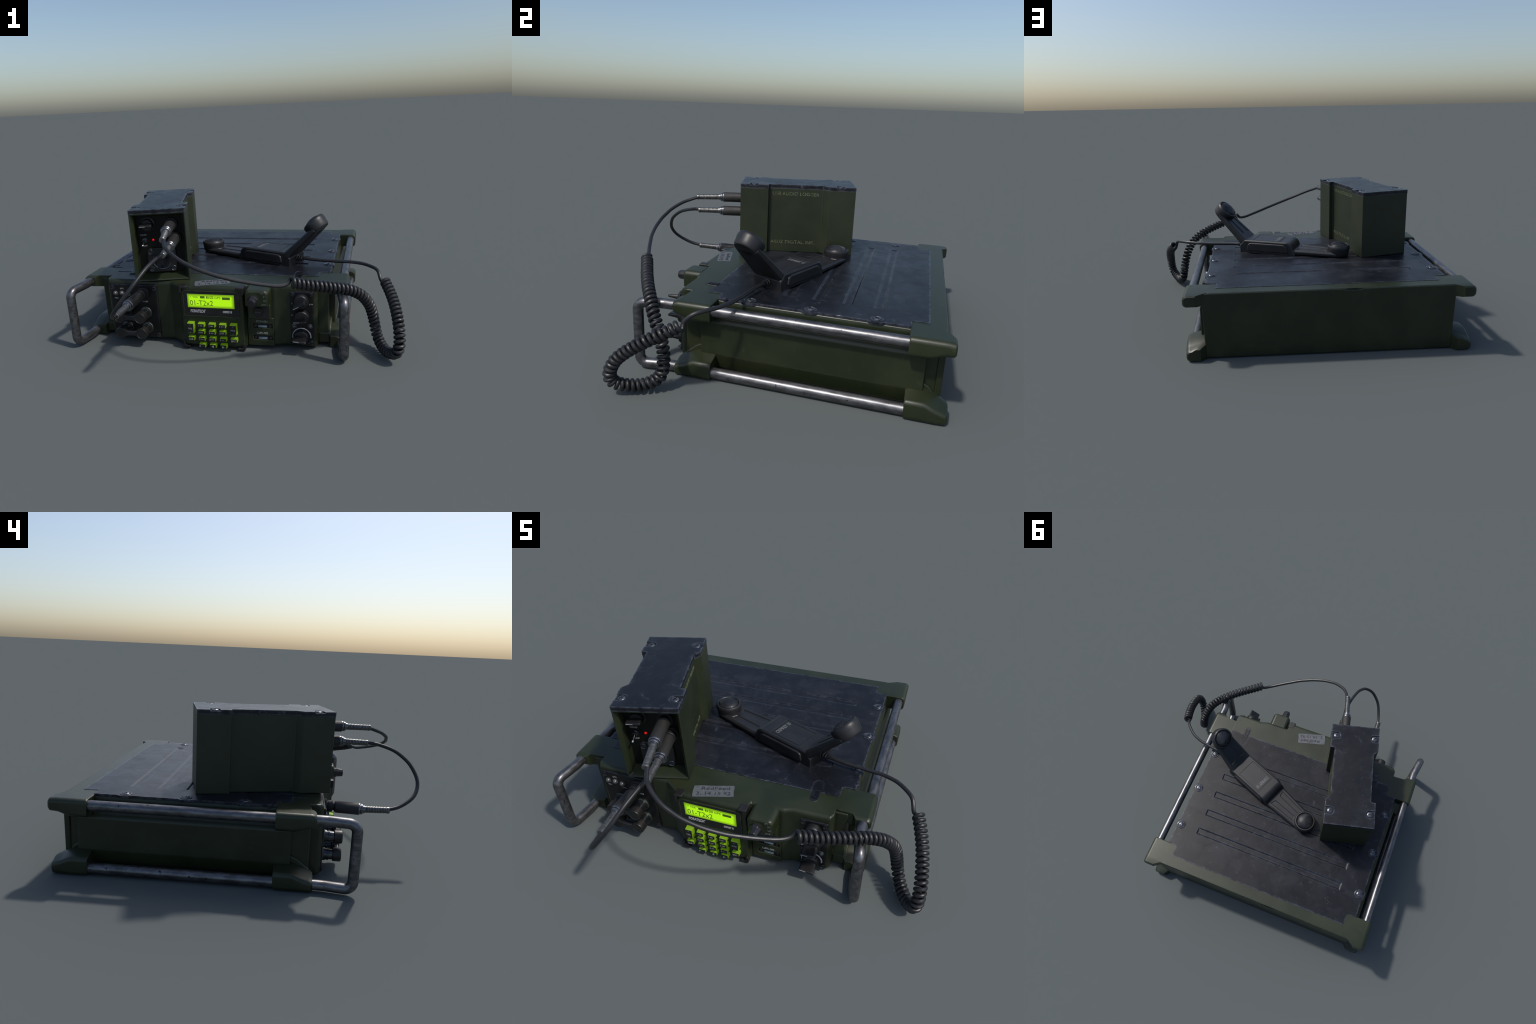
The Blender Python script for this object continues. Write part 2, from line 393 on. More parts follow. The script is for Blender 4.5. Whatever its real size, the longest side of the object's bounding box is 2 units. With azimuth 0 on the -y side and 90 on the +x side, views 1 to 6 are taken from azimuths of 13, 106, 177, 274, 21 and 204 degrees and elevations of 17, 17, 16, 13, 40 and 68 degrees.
# -- steel side bars and the bent carrying handles
BAR = 0.0268
for side in (1, -1):
    X = lambda x: x if side > 0 else mx(x)
    for x, z in ((0.644, 0.3655), (0.644, 0.033)):
        add("side_bar", tube_mesh("side_bar", [(X(x), -0.19, z), (X(x), 0.30, z), (X(x), 0.79, z)], BAR * (1 if z > .2 else 1.06), 24), M_STEEL, radio)
    path = round_path([(X(0.642), -0.33, 0.368), (X(0.644), -0.42, 0.368), (X(0.668), -0.560, 0.368), (X(0.668), -0.560, 0.032), (X(0.644), -0.42, 0.032), (X(0.642), -0.33, 0.032)], 0.042, 9)
    add("carry_handle", tube_mesh("carry_handle", path, BAR, 24), M_STEEL, radio)

# -- worn top plate with notched corners, screw lobes and five pressed grooves
def lid_outline():
    half, nh, y0, y1, n0, n1 = 0.721, 0.655, -0.249, 0.840, -0.171, 0.760
    right = [(CX + nh, y0), (CX + nh, n0 - 0.008), (CX + nh + 0.012, n0), (CX + half, n0)]
    for ys in SCREW_Y:        # little lobe at each screw
        right += [(CX + half, ys - 0.040), (CX + half + 0.010, ys - 0.022), (CX + half + 0.010, ys + 0.022), (CX + half, ys + 0.040)]
    right += [(CX + half, n1), (CX + nh + 0.008, n1), (CX + nh, n1 + 0.008), (CX + nh, y1)]
    return right + [(mx(x), y) for x, y in right[::-1]]
SCREW_Y = (-0.010, 0.293, 0.604)
lid = add("top_plate", prism_mesh("top_plate", lid_outline(), 0.3935, 0.4052), M_LID, radio)
GROOVES = ((0.602, -0.712, 0.408), (0.449, -0.710, 0.406), (0.297, -0.710, 0.407), (0.143, -0.710, 0.407), (-0.017, -0.710, 0.412))
cs = []
for yc, xa, xb in GROOVES:
    ring = lambda d, z: [(xa + d, yc - .0265 + d, z), (xb - d, yc - .0265 + d, z), (xb - d, yc + .0265 - d, z), (xa + d, yc + .0265 - d, z)]
    cs.append(tmp(loft_mesh("c", [ring(0.0100, 0.4006), ring(-0.0022, 0.4066)])))
for xc in (0.377, mx(0.377)):       # U-shaped slot for the lid latch
    pts = [(xc - 0.026, -0.30), (xc + 0.026, -0.30)] + [(xc + 0.026 * math.cos(a), -0.188 + 0.026 * math.sin(a)) for a in np.linspace(0, math.pi, 9)]
    cs.append(tmp(prism_mesh("c", pts, 0.4036, 0.43)))
cut(lid, cs)

SCREW = cross_screw_mesh("plate_screw", 0.0185, 0.0065)
BOSS = lathe_mesh("screw_boss", [(0.0315, -0.012), (0.0315, 0.0015), (0.0285, 0.0030), (0.0245, 0.0030), (0.0225, 0.0002), (0.0, 0.0)], 28)
for ys in SCREW_Y:
    for x in (0.539, mx(0.539) + 0.004):
        b = add("screw_boss", BOSS, M_LID, radio, Matrix.Translation((x, ys, 0.4053)))
        add("plate_screw", SCREW, M_SCREW, b, Matrix.Translation((x, ys, 0.4058)) @ Matrix.Rotation(random.uniform(0, 1.5), 4, 'Z'))
# small broken lug at the front corner of the plate
for xs in (0.560, mx(0.560)):
    add("plate_lug", lathe_mesh("plate_lug", [(0.013, -0.02), (0.013, 0.001), (0.009, 0.003), (0, 0.003)], 14), M_LID, radio, Matrix.Translation((xs, -0.130, 0.405)))

# dents: one in the rear top edge, one in the front edge of the plate
def blob(r, sx, sy, sz, loc): return tmp(lathe_mesh("c", [(0, -r)] + [(r * math.cos(a), r * math.sin(a)) for a in np.linspace(-1.3, 1.3, 9)] + [(0, r)], 16), Matrix.Translation(loc) @ Matrix.Diagonal((sx, sy, sz, 1)))
DENT = (-0.285, 0.9275, 0.404)
for o in (bpy.data.objects["rear_deck"], bpy.data.objects["rear_wall"]):
    cut(o, [blob(0.02, 4.2, 0.62, 1.1, DENT)])
cut(lid, [blob(0.010, 2.6, 1.0, 0.7, (-0.185, -0.253, 0.4075)), blob(0.008, 2.0, 0.9, 0.6, (0.12, -0.2515, 0.4070)), blob(0.009, 1.0, 3.0, 0.7, (0.5685, 0.43, 0.4080)), blob(0.008, 1.0, 2.4, 0.6, (-0.879, 0.16, 0.4080))])
bevel_mod(lid, 0.0018, 2, 16)
# -- ribbed latches between plate and front casting
for xc in (0.381, mx(0.381)):
    pill = [(xc + 0.0225 * math.cos(a), (-0.253 if math.sin(a) > 0 else -0.297) + 0.0225 * math.sin(a)) for a in np.linspace(0.02, 2 * math.pi - 0.02, 28)]
    p = add("latch", prism_mesh("latch", pill, 0.392, 0.4045), M_PLASTIC, radio); bevel_mod(p, 0.002, 2)
    ribs = bmesh.new()
    for k in range(7):
        b = box_mesh("rib", 0.030, 0.0042, 0.006); b.transform(Matrix.Translation((xc, -0.246 - k * 0.0082, 0.4065))); ribs.from_mesh(b); bpy.data.meshes.remove(b)
    add("latch_rib", finish(ribs, "latch_rib"), M_GUNMETAL, p, kind="stuff")

# -- hand-written paper label
LA = math.atan2(0.060, 0.202); LC = Vector((-0.117, -0.4045, 0.4032))
LM = Matrix.Translation(LC) @ Matrix.Rotation(LA, 4, 'Z')
w, h = 0.1055, 0.0415
lab = [(-w, -h + .002), (-w * .5, -h), (w * .6, -h + .001), (w, -h + .003), (w - .003, 0), (w - .001, h - .006), (w - .008, h), (0, h - .0015), (-w * .7, h + .0005), (-w + .001, h - .002), (-w - .002, 0)]
label = add("paper_label", prism_mesh("paper_label", lab, -0.004, 0.0008), M_LABEL, radio, LM)
add("label_writing", text_mesh([("RedFeed", 0.024, LM @ Matrix.Translation((0.008, 0.020, 0.0012)), 0.145, 'CENTER'), ("3. 14 15 92", 0.024, LM @ Matrix.Translation((0.0, -0.018, 0.0012)), 0.175, 'CENTER')], "label_writing"), M_INK, label)

# -- display and keypad
YF = -0.478
bez = add("display_bezel", box_mesh("display_bezel", 0.336, 0.012, 0.154, bevel=0.0025), M_PLASTIC, radio, Matrix.Translation((-0.112, YF + 0.0005, 0.295)))
rim = bmesh.new()
for cxx, czz, sx, sz in ((-0.112, 0.2165, 0.344, 0.005), (-0.112, 0.3735, 0.344, 0.005), (-0.2815, 0.295, 0.005, 0.154), (0.0575, 0.295, 0.005, 0.154)):
    b = box_mesh("r", sx, 0.014, sz, bevel=0.002); b.transform(Matrix.Translation((cxx, YF, czz))); rim.from_mesh(b); bpy.data.meshes.remove(b)
add("bezel_rim", finish(rim, "bezel_rim"), M_GREEN, bez)
lcd = add("display", box_mesh("display", 0.287, 0.006, 0.085, bevel=0.001), M_LCD, bez, Matrix.Translation((-0.1115, YF - 0.0045, 0.3135)))
YT = YF - 0.0079
items = [("01-T2x2", 0.033, front_text(-0.168, YT, 0.3015), 0.142, 'CENTER'), ("VAA", 0.0135, front_text(-0.204, YT, 0.3385), 0.032, 'CENTER'), ("GPS", 0.0135, front_text(-0.068, YT, 0.3365), 0.036, 'CENTER'),
         ("\u2039", 0.014, front_text(-0.232, YT, 0.339), 0.007, 'CENTER')]
add("display_text", text_mesh(items, "display_text", 0.0004), M_LCDINK, lcd)
ink = bmesh.new()
for xx, zz, sx, sz in ((-0.160, 0.3380, 0.028, 0.0145), (-0.1335, 0.3374, 0.006, 0.0145), (-0.1245, 0.3372, 0.006, 0.0145), (-0.0158, 0.3340, 0.048, 0.0155),
                       (-0.104, 0.3435, 0.022, 0.002), (-0.104, 0.3305, 0.022, 0.002), (-0.114, 0.337, 0.002, 0.013), (-0.094, 0.337, 0.002, 0.013)):
    b = box_mesh("i", sx, 0.0010, sz); b.transform(Matrix.Translation((xx, YT + 0.0002, zz))); ink.from_mesh(b); bpy.data.meshes.remove(b)
for s in (1, -1):
    b = box_mesh("i", 0.021, 0.0008, 0.0016); b.transform(Matrix.Translation((-0.104, YT, 0.337)) @ Matrix.Rotation(s * 0.52, 4, 'Y')); ink.from_mesh(b); bpy.data.meshes.remove(b)
add("display_icon", finish(ink, "display_icon"), M_LCDINK, lcd)
add("display_badge", text_mesh([("SCAN", 0.009, front_text(-0.0158, YT - 0.0012, 0.334), 0.036, 'CENTER')], "display_badge", 0.0003), M_RING, lcd)
add("maker_lettering", text_mesh([("FORATECH", 0.0185, front_text(-0.196, YF - 0.0062, 0.2480), 0.088, 'CENTER'), ("TM", 0.005, front_text(-0.148, YF - 0.0062, 0.256), 0.006, 'CENTER'), ("OSPREY III", 0.0125, front_text(-0.013, YF - 0.0062, 0.2485), 0.055, 'CENTER')], "maker_lettering", 0.0007, 0.045), M_TEXTW, bez)

KEYBODY, KEYFACE = {}, {}
def key(x, z, w, h, words):
    k = (w, h)
    if k not in KEYBODY:
        KEYBODY[k] = box_mesh("key", w, h, 0.034, taper=0.93, bevel=0.003)
        KEYFACE[k] = box_mesh("key_cap", w * 0.90, h * 0.86, 0.006, taper=0.96, bevel=0.0015)
    dz = random.uniform(-0.0008, 0.0008)
    b = add("key", KEYBODY[k], M_LIME, radio, aim((x, YF - 0.012 + dz, z), FRONT))
    f = add("key_cap", KEYFACE[k], M_KEYFACE, b, aim((x, YF - 0.0292 + dz, z - 0.0002), FRONT))
    ws = [(s, hh, front_text(x + dx, YF - 0.0324 + dz, z + dz2), ww, 'CENTER') for s, hh, dx, dz2, ww in words]
    if ws: add("key_lettering", text_mesh(ws, "key_lettering", 0.0005), M_TEXT, f)
COLX = (-0.243, -0.177, -0.111, -0.0455, 0.021); ROWZ = (0.164, 0.1195, 0.0755, 0.032)
lab9 = [("1", "ABC"), ("2", "DEF"), ("3", "GHI"), ("4", "JKL"), ("5", "MNO"), ("6", "PQR"), ("7", "STU"), ("8", "VWX"), ("9", "YZ_")]
for i, (d, s) in enumerate(lab9):
    key(COLX[1 + i % 3], ROWZ[i // 3], 0.042, 0.0255, [(d, 0.010, -0.013, 0.001, None), (s, 0.0065, 0.003, 0.0015, 0.016)])
key(COLX[1], ROWZ[3], 0.042, 0.0255, [("0", 0.010, -0.013, 0.001, None)])
key(COLX[2], ROWZ[3], 0.042, 0.0255, [("\u25C4", 0.014, 0.0, 0.0, 0.013)])
key(COLX[3], ROWZ[3], 0.042, 0.0255, [("\u25BA", 0.014, 0.0, 0.0, 0.013)])
key(COLX[0], 0.144, 0.042, 0.071, [("VOL", 0.0105, 0, 0, 0.025), ("+", 0.008, 0, 0.023, None), ("-", 0.01, 0, -0.025, 0.008)])
key(COLX[4], 0.144, 0.042, 0.071, [("PRE", 0.0105, 0, 0, 0.026), ("+", 0.008, 0, 0.023, None), ("-", 0.01, 0, -0.025, 0.008)])
key(COLX[0], ROWZ[2], 0.042, 0.0255, [("CLR", 0.012, 0, 0, 0.027)])
key(COLX[4], ROWZ[2], 0.042, 0.0255, [("ENT", 0.012, 0, 0, 0.027)])

# -- rubber guards wrapped round the four corners of the display face
def guard(x, z, sx, sz, top):
    L, t = 0.045, 0.0155
    pts = [(0, 0), (-L, 0), (-L - 0.003, -t * 0.6), (-L + 0.004, -t), (-t - 0.006, -t), (-t, -t - 0.006), (-t, -L + 0.004), (-t * 0.6, -L - 0.003), (0, -L)]
    pts = [(x + sx * u + sx * 0.004, z + sz * v + sz * 0.004) for u, v in pts]
    return prism_mesh("corner_guard", pts, YF - 0.011, YF + (0.040 if top else 0.024), XZ)
for (x, z, sx, sz) in ((-0.300, 0.400, -1, 1), (0.088, 0.400, 1, 1), (-0.300, 0.010, -1, -1), (0.080, 0.010, 1, -1)):
    bevel_mod(add("corner_guard", guard(x, z, sx, sz, sz > 0), M_CAP, radio), 0.0045, 3, 40)

# -- selector housing, volume knob and button to the right of the display
hp = [(0.104, 0.300), (0.242, 0.300), (0.242, 0.388), (0.226, 0.4035), (0.120, 0.4035), (0.104, 0.388)]
hs = add("selector_housing", loft_mesh("selector_housing", [[(x, -0.41, z) for x, z in hp], [(x, -0.505, z) for x, z in hp], [(CX + (x - CX) * 1.0 + (0.173 - x) * 0.10, -0.522, 0.350 + (z - 0.350) * 0.90) for x, z in hp]]), M_GREEN, radio); bevel_mod(hs, 0.008, 3, 25)
kn = add("rotary_knob", lathe_mesh("rotary_knob", [(0.033, 0), (0.0335, 0.004), (0.0325, 0.020), (0.0290, 0.026), (0.0265, 0.056), (0.0225, 0.0645), (0, 0.0655)], 8, angle=25), M_KNOB, hs, aim((0.157, -0.5212, 0.348), FRONT) @ Matrix.Rotation(0.35, 4, 'Z')); bevel_mod(kn, 0.0015, 2, 20)
add("knob_ring", lathe_mesh("knob_ring", [(0.0339, 0), (0.0339, 0.0015), (0.029, 0.0015)], 28), M_RING, kn, aim((0.157, -0.5213, 0.348), FRONT))
add("selector_lettering", text_mesh([(s, 0.0105, front_text(x, -0.5226, z), None, 'CENTER') for s, x, z in (("CT", 0.207, 0.386), ("PT", 0.222, 0.367), ("LD", 0.223, 0.343), ("OFF", 0.214, 0.319))], "selector_lettering"), M_TEXTDIM, hs)
bh = add("button_housing", box_mesh("button_housing", 0.136, 0.05, 0.090, bevel=0.008, seg=3), M_GREEN, radio, Matrix.Translation((0.172, -0.4395, 0.250)))
add("button_recess", box_mesh("button_recess", 0.062, 0.006, 0.070, bevel=0.002), M_PLASTIC, bh, Matrix.Translation((0.203, -0.4640, 0.2445)))
bt = add("push_button", lathe_mesh("push_button", [(0.0285, -0.01), (0.0285, 0.010), (0.026, 0.0125), (0.022, 0.0125), (0.021, 0.0115), (0, 0.0115)], 28), M_PLASTIC, bh, aim((0.168, -0.4640, 0.253), FRONT))
add("button_lettering", text_mesh([("PWR-ON", 0.008, front_text(0.168, -0.4760, 0.252), 0.031, 'CENTER')], "button_lettering"), M_TEXTDIM, bt)
pb = add("port_block", box_mesh("port_block", 0.160, 0.022, 0.182, bevel=0.005), M_GREEN, radio, Matrix.Translation((0.172, -0.4265, 0.112)))
cs = [tmp(box_mesh("c", 0.117, 0.03, 0.029, bevel=0.004), Matrix.Translation((0.1855, -0.440, z))) for z in (0.150, 0.0745)]
cut(pb, cs); bevel_mod(pb, 0.002, 2)
for z in (0.150, 0.0745):
    pt = add("port", box_mesh("port", 0.118, 0.006, 0.030), M_DARK, pb, Matrix.Translation((0.1855, -0.4250, z)))
    add("port_contact", box_mesh("port_contact", 0.053, 0.007, 0.0135, bevel=0.002), M_CONTACT, pt, Matrix.Translation((0.1830, -0.4285, z - 0.0055)))
    for s in (-1, 1):
        add("port_screw", lathe_mesh("port_screw", [(0.010, 0), (0.010, 0.003), (0.008, 0.005), (0, 0.005)], 16), M_BRASS, pt, aim((0.1835 + s * 0.046, -0.4278, z - 0.002), FRONT))
add("port_lettering", text_mesh([("CON-001", 0.0125, front_text(0.182, -0.4382, 0.1795), 0.066, 'CENTER'), ("CON-002", 0.0125, front_text(0.1815, -0.4382, 0.1045), 0.068, 'CENTER')], "port_lettering"), M_TEXT, pb)

# -- right control panel with three pointer knobs
YP = -0.409
rp = add("knob_panel", box_mesh("knob_panel", 0.138, 0.016, 0.334, bevel=0.006, seg=3), M_PANEL, radio, Matrix.Translation((0.4175, YP - 0.001, 0.200)))
FLATSCREW = cross_screw_mesh("panel_screw", 0.0115, 0.003)
for x, z in ((0.3635, 0.3535), (0.4725, 0.3535), (0.3635, 0.0495), (0.4725, 0.0495)):
    rg = add("panel_screw_seat", lathe_mesh("panel_screw_seat", [(0.015, 0), (0.015, 0.0025), (0.0125, 0.0030), (0.0115, 0.0008), (0, 0.0006)], 20), M_PANEL, rp, aim((x, YP - 0.0087, z), FRONT))
    add("panel_screw", FLATSCREW, M_GUNMETAL, rg, aim((x, YP - 0.0093, z), FRONT) @ Matrix.Rotation(random.uniform(0, 1.5), 4, 'Z'))
def pointer_knob(x, z, turn):
    b = add("pointer_knob", lathe_mesh("pointer_knob", [(0.044, 0), (0.0445, 0.006), (0.0435, 0.026), (0.0405, 0.033), (0.036, 0.036), (0, 0.036)], 36), M_PLASTIC, rp, aim((x, YP - 0.0085, z), FRONT))
    # grip bar: pointed wedge across the disc
    prof = [(-0.046, 0.0), (-0.040, -0.011), (0.026, -0.0145), (0.036, -0.010), (0.038, 0.0), (0.036, 0.010), (0.026, 0.0145), (-0.040, 0.011)]
    rings = [[(u * 0.92, v * 1.25, 0.030) for u, v in prof], [(u * 0.95, v * 0.80, 0.050) for u, v in prof], [(u * 0.96, v * 0.58, 0.088) for u, v in prof], [(u * 0.94, v * 0.46, 0.0935) for u, v in prof]]
    g = add("knob_grip", loft_mesh("knob_grip", rings), M_PLASTIC, b, aim((x, YP - 0.0085, z), FRONT) @ Matrix.Rotation(turn, 4, 'Z')); bevel_mod(g, 0.003, 2, 25)
    add("knob_mark", box_mesh("knob_mark", 0.034, 0.002, 0.0012), M_TEXTW, g, aim((x, YP - 0.0085, z), FRONT) @ Matrix.Rotation(turn, 4, 'Z') @ Matrix.Translation((-0.022, 0, 0.0940)))
for x, z, turn in ((0.415, 0.311, math.radians(28)), (0.4175, 0.214, math.radians(2)), (0.4125, 0.089, math.radians(-8))):
    pointer_knob(x, z, turn)
arc = [(0.4135 + 0.0535 * math.cos(a), YP - 0.0092, 0.085 + 0.0535 * math.sin(a)) for a in np.linspace(math.radians(-6), math.radians(192), 30)]
add("level_arc", tube_mesh("level_arc", arc, np.linspace(0.0042, 0.0022, 30), 8), M_TEXTW, rp)
add("panel_lettering", text_mesh([(s, 0.009, front_text(x, YP - 0.0094, z), ww, 'CENTER') for s, x, z, ww in (("OFF", 0.4705, 0.290, 0.022), ("R", 0.360, 0.292, 0.009), ("LO", 0.3725, 0.262, 0.014), ("OA", 0.360, 0.2205, 0.014), ("A", 0.458, 0.046, 0.01))], "panel_lettering"), M_TEXT, rp)
LED = lathe_mesh("indicator_lamp", [(0.0165, 0), (0.0165, 0.003), (0.0135, 0.004), (0.0130, 0.009), (0.0095, 0.0145), (0.0045, 0.0170), (0, 0.0175)], 20)
for x, z in ((0.371, 0.151), (0.464, 0.153)):
    add("indicator_lamp", LED, M_LEDDOME, rp, aim((x, YP - 0.008, z), FRONT) @ Matrix.Diagonal((0.9, 0.9, 0.9, 1)))

# -- left connector panel
lp = add("connector_panel", box_mesh("connector_panel", 0.312, 0.016, 0.352, bevel=0.006, seg=3), M_PANEL, radio, Matrix.Translation((-0.631, YP - 0.001, 0.202)))
for x, z in ((-0.772, 0.357), (-0.491, 0.357), (-0.772, 0.047), (-0.491, 0.047)):
    rg = add("panel_screw_seat", lathe_mesh("panel_screw_seat", [(0.016, 0), (0.016, 0.0025), (0.0135, 0.0030), (0.0115, 0.0008), (0, 0.0006)], 20), M_PANEL, lp, aim((x, YP - 0.0087, z), FRONT))
    add("panel_screw", FLATSCREW, M_GUNMETAL, rg, aim((x, YP - 0.0093, z), FRONT) @ Matrix.Rotation(random.uniform(0, 1.5), 4, 'Z'))
for x, z in ((-0.754, 0.317), (-0.711, 0.318), (-0.668, 0.312)):
    add("indicator_lamp", LED, M_LEDDOME, lp, aim((x, YP - 0.008, z), FRONT))
add("panel_lettering", text_mesh([("LPX", 0.009, front_text(-0.708, YP - 0.0094, 0.349), 0.024, 'CENTER'), ("PWR", 0.009, front_text(-0.752, YP - 0.0094, 0.284), 0.026, 'CENTER'), ("AUDIO", 0.009, front_text(-0.560, YP - 0.0094, 0.268), 0.034, 'CENTER'), ("DATA", 0.009, front_text(-0.660, YP - 0.0094, 0.284), 0.026, 'CENTER')], "panel_lettering"), M_TEXT, lp)
SOCK = lathe_mesh("socket", [(0.038, 0), (0.038, 0.006), (0.035, 0.009), (0.034, 0.020), (0.031, 0.021), (0.031, 0.030), (0.033, 0.031), (0.033, 0.037), (0.029, 0.038), (0.028, 0.062), (0, 0.062)], 30)
SRING = lathe_mesh("socket_ring", [(0.0352, 0.009), (0.0352, 0.0125), (0.0335, 0.0125)], 30)
DCAP = lathe_mesh("dust_cap", [(0.030, 0), (0.0355, 0.003), (0.0365, 0.008), (0.0365, 0.040), (0.034, 0.0455), (0.030, 0.0462), (0.0285, 0.0445), (0, 0.0445)], 32)
for z in (0.196, 0.094):
    caps = []
    for x in (-0.695, -0.560):
        s = add("socket", SOCK, M_GUNMETAL, lp, aim((x, YP - 0.008, z), FRONT))
        add("socket_ring", SRING, M_RING, s, aim((x, YP - 0.008, z), FRONT))
        caps.append(add("dust_cap", DCAP, M_CAP, s, aim((x, YP - 0.067, z), FRONT)))
    st = [(-0.695, 0.0175), (-0.668, 0.0165), (-0.645, 0.0115), (-0.610, 0.0115), (-0.587, 0.0165), (-0.560, 0.0175)]
    pts = [(x, -hh * 1.25) for x, hh in st] + [(x, hh * 1.25) for x, hh in st[::-1]]
    t = add("cap_tether", prism_mesh("cap_tether", pts, YP - 0.109, YP - 0.082, XZ), M_RUBBER, lp, Matrix.Translation((0, 0, z - 0.002))); bevel_mod(t, 0.004, 2)

# ------------------------------------------------------------------ plugs shared by cord and patch cable
SOCKET2 = lathe_mesh("jack", [(0.041, 0), (0.041, 0.014), (0.039, 0.017), (0.030, 0.018), (0.0295, 0.023), (0.0335, 0.025), (0.0340, 0.046), (0.0315, 0.049), (0.0240, 0.051), (0.0230, 0.062), (0, 0.062)], 30)
def plug(parent, base, grip0, grip1, boot1, scale=1.06):
    """ribbed grip, bright collar nut, coil-spring strain relief"""
    base, grip0, grip1, boot1 = map(Vector, (base, grip0, grip1, boot1))
    L = (grip1 - grip0).length; r = 0.0295 * scale
    rib = lambda i, rr, h: 1.0 - (0.03 if (i % 2) else 0.0) if rr > r * 0.93 else 1.0
    body = add("plug_grip", lathe_mesh("plug_grip", [(r * .62, -0.03), (r * .62, -0.006), (r * .9, 0), (r, 0.006), (r, L - 0.012), (r * 1.0, L - 0.008), (r * .9, L), (0, L)], 56, rib, 30), M_GRIP, parent, aim(grip0, grip1 - grip0))
    ring = [(r * 1.015, 0), (r * 1.015, 0.006), (r * .92, 0.009), (r * .72, 0.0095), (r * .72, 0.012), (r * .88, 0.0135), (r * .88, 0.021), (r * .78, 0.024), (r * .66, 0.0245), (r * .66, 0.034), (0, 0.034)]
    n = add("collar_nut", lathe_mesh("collar_nut", ring, 28), M_COLLAR, body, aim(grip1 - (grip1 - grip0).normalized() * 0.010, grip1 - grip0))
    d = boot1 - grip1; Lb = d.length - 0.020
    prof = [(r * .60, 0)]
    N = 15
    for k in range(N):
        rr = r * (0.60 - 0.06 * k / N); h = Lb * (k + 0.15) / N
        prof += [(rr * 0.87, h), (rr, h + Lb * 0.25 / N), (rr, h + Lb * 0.62 / N), (rr * 0.87, h + Lb * 0.8 / N)]
    prof += [(r * .57, Lb * 0.985), (r * .57, Lb + 0.006), (r * .48, Lb + 0.009), (0, Lb + 0.009)]
    add("strain_spring", lathe_mesh("strain_spring", prof, 22), M_SPRING, body, aim(grip1 + d.normalized() * 0.020, d))

# ================================================================== AUDIO LOGGER
LROT = math.radians(14.6)
LOC = Vector((-0.5235, -0.0527, 0.4075))
logger = empty("audio_logger", LOC, LROT, "tall olive green box with dark screwed lid and recessed connector panel", "audio recorder")
LG = WORLD["audio_logger"]
HX, HY, N_ = 0.1655, 0.3645, 0.134
def logger_plan(grow=0.0):
    # side recesses: one crisp and one slanted end, mirrored end for end on the other side
    front = [(-HX, -HY), (HX, -HY), (HX, -0.186), (N_ + 0.003, -0.183), (N_, -0.176), (N_, 0.162), (N_ + 0.010, 0.170), (HX, 0.198), (HX, HY)]
    back = [(-HX, HY), (-HX, 0.188), (-N_ - 0.003, 0.185), (-N_, 0.178), (-N_, -0.160), (-N_ - 0.010, -0.168), (-HX, -0.194)]
    return [(x * (1 + grow), y * (1 + grow)) for x, y in front + back]
case = add("logger_case", prism_mesh("logger_case", logger_plan(), -0.0025, 0.416), M_GREEN_LOG, logger, LG)
fl = lambda y, wx, z0, z1: [(-wx, y, z0), (wx, y, z0), (wx, y, z1), (-wx, y, z1)]
c = tmp(loft_mesh("c", [fl(-0.39, 0.176, -0.012, 0.428), fl(-0.3650, 0.1590, 0.005, 0.4095), fl(-0.343, 0.1425, 0.014, 0.3965), fl(-0.283, 0.1385, 0.032, 0.3945)]), LG)
fx, fz = -0.001, 0.113
hole = tmp(lathe_mesh("c", [(0.0515, -0.055), (0.0515, 0.05)], 40), LG @ aim((fx, -0.283, fz), FRONT))
cut(case, [c, hole]); bevel_mod(case, 0.0055, 3, 30)
lidl = add("logger_lid", prism_mesh("logger_lid", logger_plan(0.002), 0.4150, 0.4400), M_LID, logger, LG)
cs = []
LSCREWS = ((0.130, -0.280), (-0.134, -0.280), (0.130, 0.271), (-0.131, 0.271))
for x, y in LSCREWS:                     # U-shaped seats open to the sides
    s = 1 if x > 0 else -1
    pts = [(x + s * 0.06, y - 0.026), (x + s * 0.06, y + 0.026)] + [(x - s * 0.026 * math.sin(a), y + 0.026 * math.cos(a)) for a in np.linspace(0, math.pi, 11)]
    cs.append(tmp(prism_mesh("c", pts if s > 0 else pts[::-1], 0.4325, 0.46), LG))
# dents chipped out of the long edges
for x, y, r in ((N_ + 0.004, 0.02, 0.011), (-N_ - 0.004, -0.09, 0.010), (N_ + 0.006, -0.06, 0.008)):
    cs.append(tmp(lathe_mesh("c", [(r * .6, -0.02), (r, 0.02)], 9), LG @ Matrix.Translation((x, y, 0.4455))))
cut(lidl, cs); bevel_mod(lidl, 0.0085, 3, 40)
LSCREW = cross_screw_mesh("lid_screw", 0.0195, 0.0075)
for x, y in LSCREWS:
    add("lid_screw", LSCREW, M_SCREW, lidl, LG @ Matrix.Translation((x, y, 0.4332)) @ Matrix.Rotation(random.uniform(0, 1.5), 4, 'Z'))

def lg_front(x, y, z): return LG @ front_text(x, y, z)
def lg_aim(x, y, z): return LG @ aim((x, y, z), FRONT)
YL = -0.290
pan = add("logger_panel", box_mesh("logger_panel", 0.274, 0.012, 0.362), M_PANEL_LOG, logger, LG @ Matrix.Translation((0, YL + 0.004, 0.213)))
cut(pan, [tmp(lathe_mesh("c", [(0.0510, -0.05), (0.0510, 0.05)], 40), LG @ aim((fx, YL, fz), FRONT))])
